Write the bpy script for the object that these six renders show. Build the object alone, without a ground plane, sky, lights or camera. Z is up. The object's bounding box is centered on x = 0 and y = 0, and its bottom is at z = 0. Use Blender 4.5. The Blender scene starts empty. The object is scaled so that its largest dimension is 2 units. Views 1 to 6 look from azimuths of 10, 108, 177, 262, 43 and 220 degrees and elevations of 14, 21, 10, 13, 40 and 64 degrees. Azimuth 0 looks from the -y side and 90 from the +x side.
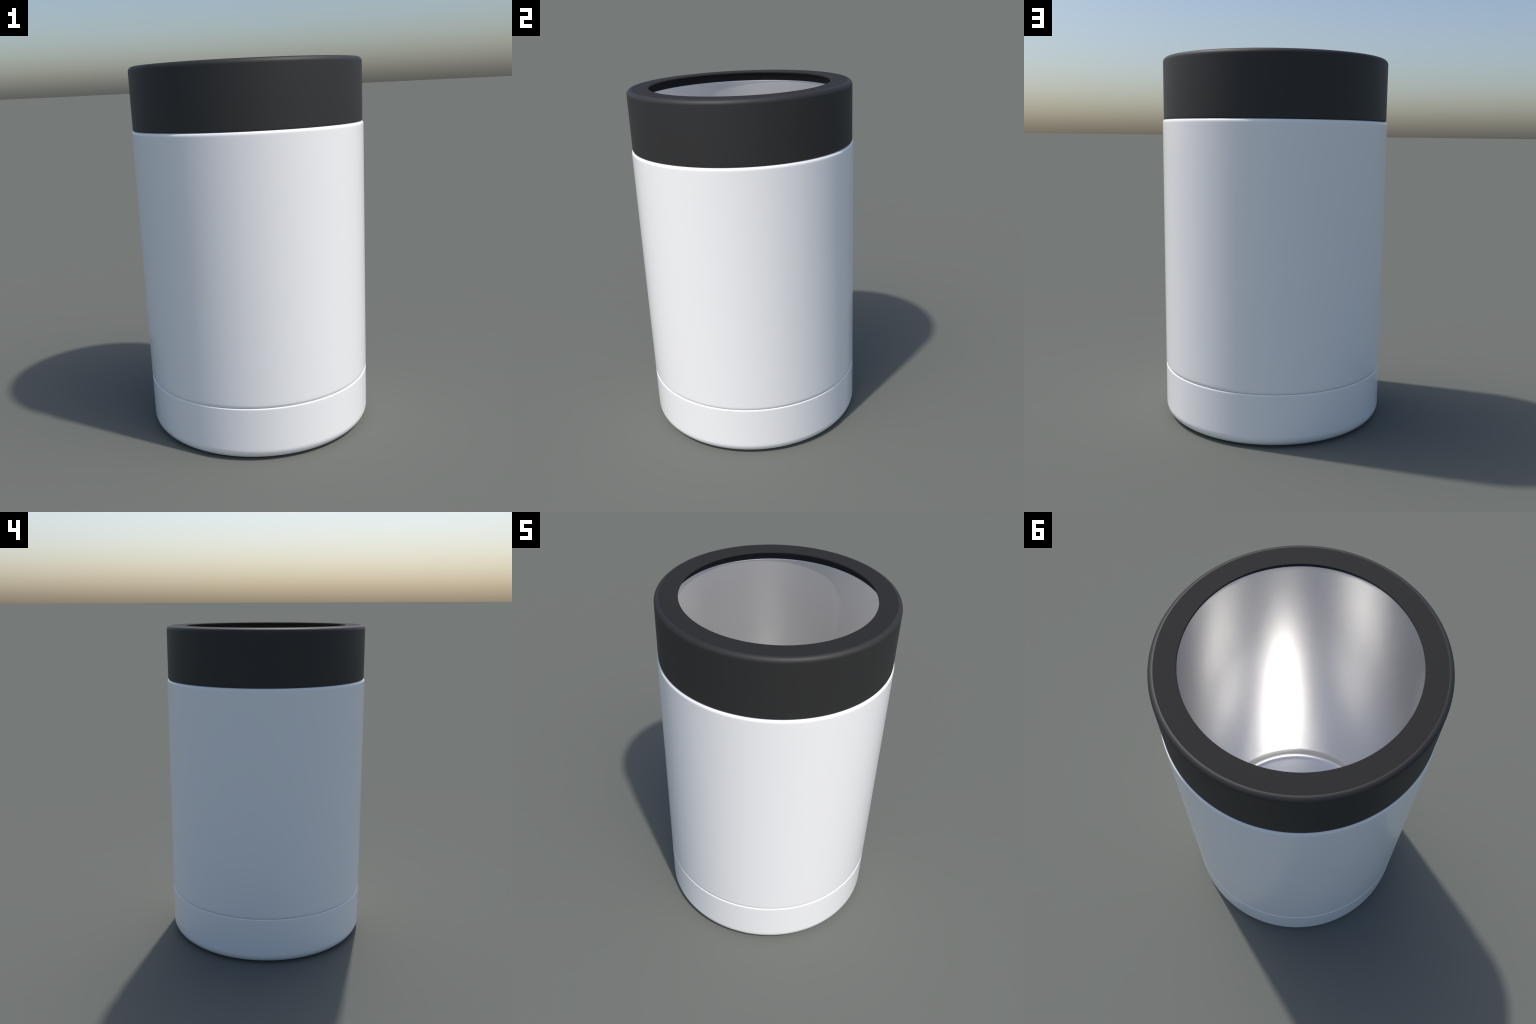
"""Insulated can-cooler tumbler: white powder-coated shell, separate base cap,
black screw-on ring at the mouth, brushed-steel liner inside.
Every part is a lathe-turned profile (radius, height) spun about z."""
import bpy, bmesh, math

SEGMENTS = 288

# ------------------------------------------------------------------ sizes (m)
R_BODY = 0.6238         # white shell
R_RING = 0.6182         # black ring, a hair narrower than the shell
Z_TOP = 2.0
Z_SEAM = 1.674          # ring meets shell
Z_GROOVE = 0.2905       # shell meets base cap
R_HOLE = 0.4990         # mouth opening
R_LINER = 0.5345        # steel inner wall
Z_LINER = 1.946
Z_FLOOR = 0.137


def arc(cx, cz, rx, rz, a0, a1, n):
    """Quarter-ellipse style fillet, angles in degrees, 0 = outwards, 90 = up."""
    pts = []
    for i in range(n + 1):
        a = math.radians(a0 + (a1 - a0) * i / n)
        pts.append((cx + rx * math.cos(a), cz + rz * math.sin(a)))
    return pts


def lathe(name, profile, material, parent, closed=False, cap_start=False, cap_end=False,
          split_angle=32.0):
    """Spin a profile round z.  Profile runs so that the outside lies to its right
    (bottom-outer-top-inner order), giving outward normals."""
    clean = []
    for p in profile:
        if not clean or math.hypot(p[0] - clean[-1][0], p[1] - clean[-1][1]) > 1e-5:
            clean.append(p)
    bm = bmesh.new()
    rings = []
    for r, z in clean:
        rings.append([bm.verts.new((r * math.cos(2 * math.pi * k / SEGMENTS),
                                    r * math.sin(2 * math.pi * k / SEGMENTS), z))
                      for k in range(SEGMENTS)])
    pairs = list(zip(rings[:-1], rings[1:]))
    if closed:
        pairs.append((rings[-1], rings[0]))
    for lo, hi in pairs:
        for k in range(SEGMENTS):
            j = (k + 1) % SEGMENTS
            bm.faces.new((lo[k], lo[j], hi[j], hi[k]))
    for ring, z, flag in ((rings[0], clean[0][1], cap_start), (rings[-1], clean[-1][1], cap_end)):
        if flag:
            c = bm.verts.new((0, 0, z))
            for k in range(SEGMENTS):
                j = (k + 1) % SEGMENTS
                f = (c, ring[j], ring[k]) if ring is rings[0] else (c, ring[k], ring[j])
                bm.faces.new(f)
    bm.normal_update()
    for f in bm.faces:
        f.smooth = True
    for e in bm.edges:
        if len(e.link_faces) == 2 and e.calc_face_angle(0.0) > math.radians(split_angle):
            e.smooth = False
    me = bpy.data.meshes.new(name)
    bm.to_mesh(me)
    bm.free()
    me.materials.append(material)
    ob = bpy.data.objects.new(name, me)
    bpy.context.scene.collection.objects.link(ob)
    ob.parent = parent
    return ob


# ------------------------------------------------------------------ materials
def new_material(name):
    m = bpy.data.materials.new(name)
    m.use_nodes = True
    nt = m.node_tree
    return m, nt, nt.nodes["Principled BSDF"]


def grain(nt, bsdf, scale, strength, distance, stretch=(1, 1, 1), detail=3.0):
    co = nt.nodes.new("ShaderNodeTexCoord")
    mp = nt.nodes.new("ShaderNodeMapping")
    mp.inputs["Scale"].default_value = stretch
    no = nt.nodes.new("ShaderNodeTexNoise")
    no.inputs["Scale"].default_value = scale
    no.inputs["Detail"].default_value = detail
    bu = nt.nodes.new("ShaderNodeBump")
    bu.inputs["Strength"].default_value = strength
    bu.inputs["Distance"].default_value = distance
    nt.links.new(co.outputs["Object"], mp.inputs["Vector"])
    nt.links.new(mp.outputs["Vector"], no.inputs["Vector"])
    nt.links.new(no.outputs["Fac"], bu.inputs["Height"])
    nt.links.new(bu.outputs["Normal"], bsdf.inputs["Normal"])
    return no


def white_coat():
    m, nt, b = new_material("white_powder_coat")
    b.inputs["Base Color"].default_value = (0.945, 0.945, 0.945, 1)
    b.inputs["Roughness"].default_value = 0.205
    return m


def black_plastic():
    m, nt, b = new_material("black_ring_plastic")
    b.inputs["Base Color"].default_value = (0.022, 0.022, 0.022, 1)
    b.inputs["Roughness"].default_value = 0.58
    grain(nt, b, 160.0, 0.05, 0.002)
    return m


def black_rubber():
    m, nt, b = new_material("black_matt_rubber")
    b.inputs["Base Color"].default_value = (0.0182, 0.0182, 0.0186, 1)
    b.inputs["Roughness"].default_value = 0.85
    b.inputs["Specular IOR Level"].default_value = 0.3
    return m


def steel():
    m, nt, b = new_material("brushed_steel")
    b.inputs["Base Color"].default_value = (0.985, 0.985, 0.985, 1)
    b.inputs["Metallic"].default_value = 0.80
    b.inputs["Roughness"].default_value = 0.285
    return m


WHITE, PLASTIC, RUBBER, STEEL = white_coat(), black_plastic(), black_rubber(), steel()

# ------------------------------------------------------------------ the thing
root = bpy.data.objects.new("can_cooler", None)
bpy.context.scene.collection.objects.link(root)
root["label"] = "white insulated can cooler cup with black mouth ring and steel liner"
root["category"] = "can cooler"

# base cap: rounded foot, short wall, tiny rounded lip at the groove
FX, FZ = 0.059, 0.060
cap = [(0.535, 0.012), (0.545, 0.004), (R_BODY - FX - 0.004, 0.0)]
cap += arc(R_BODY - FX, FZ, FX, FZ, -90, 0, 20)
cap += [(R_BODY, FZ + 0.006), (R_BODY, Z_GROOVE - 0.012)]
cap += arc(R_BODY - 0.006, Z_GROOVE - 0.007, 0.006, 0.007, 0, 90, 8)
cap += [(R_BODY - 0.030, Z_GROOVE), (R_BODY - 0.030, 0.060)]      # hollow inside, clear of the liner
lathe("base_cap", cap, WHITE, root, cap_start=True, cap_end=True)

# outer shell: rolled edge at the groove, straight wall, rounded shoulder under the ring
shell = [(R_BODY - 0.030, Z_GROOVE + 0.001), (R_BODY - 0.011, Z_GROOVE + 0.001)]
shell += arc(R_BODY - 0.008, Z_GROOVE + 0.019, 0.008, 0.018, -90, 0, 10)
shell += [(R_BODY, Z_GROOVE + 0.026), (R_BODY, Z_SEAM - 0.026)]
shell += arc(R_BODY - 0.015, Z_SEAM - 0.018, 0.015, 0.017, 0, 90, 10)
shell += [(R_BODY - 0.035, Z_SEAM - 0.001)]
shell += [(R_BODY - 0.035, Z_GROOVE + 0.030)]
lathe("outer_shell", shell, WHITE, root, closed=True)

# black mouth ring: side band with rounded top edge ...
ring = root
RB = 0.024
band = [(R_LINER + 0.03, Z_SEAM + 0.0005), (R_RING - 0.006, Z_SEAM + 0.0005)]
band += arc(R_RING - 0.005, Z_SEAM + 0.0055, 0.005, 0.005, -90, 0, 6)
band += [(R_RING, Z_SEAM + 0.012), (R_RING, Z_TOP - RB - 0.006)]
band += arc(R_RING - RB, Z_TOP - RB, RB, RB, 0, 90, 14)
mouth = lathe("mouth_ring", band, PLASTIC, root)

# ... and the matt flange on top, turned down into the mouth
LIP, R_CAV = 0.010, R_LINER + 0.0045
flange = [(R_RING - RB, Z_TOP), (R_HOLE + 0.007, Z_TOP)]
flange += arc(R_HOLE + 0.003, Z_TOP - LIP / 2, 0.003, LIP / 2, 90, 270, 10)
flange += [(R_HOLE + 0.007, Z_TOP - LIP), (R_CAV - 0.006, Z_TOP - LIP)]
flange += arc(R_CAV - 0.004, Z_TOP - LIP - 0.004, 0.004, 0.004, 90, 0, 4)
flange += [(R_CAV, Z_LINER - 0.004), (R_CAV, Z_LINER - 0.03), (R_LINER + 0.03, Z_LINER - 0.03),
           (R_LINER + 0.03, Z_SEAM + 0.0005)]
lathe("mouth_flange", flange, RUBBER, mouth)

# steel liner: rolled lip, straight wall, rounded corner, flat floor
RF, R_WALL = 0.045, R_LINER + 0.001
liner = [(R_LINER + 0.0043, Z_LINER - 0.02), (R_LINER + 0.0043, Z_LINER - 0.002)]
liner += arc(R_LINER + 0.003, Z_LINER - 0.004, 0.003, 0.003, 90, 180, 6)
liner += [(R_WALL, Z_LINER - 0.022)]
liner += arc(R_WALL - RF, Z_FLOOR + RF, RF, RF, 360, 270, 6)
liner += [(R_WALL - RF - 0.006, Z_FLOOR), (0.30, Z_FLOOR), (0.10, Z_FLOOR)]
lathe("steel_liner", liner, STEEL, root, cap_end=True)
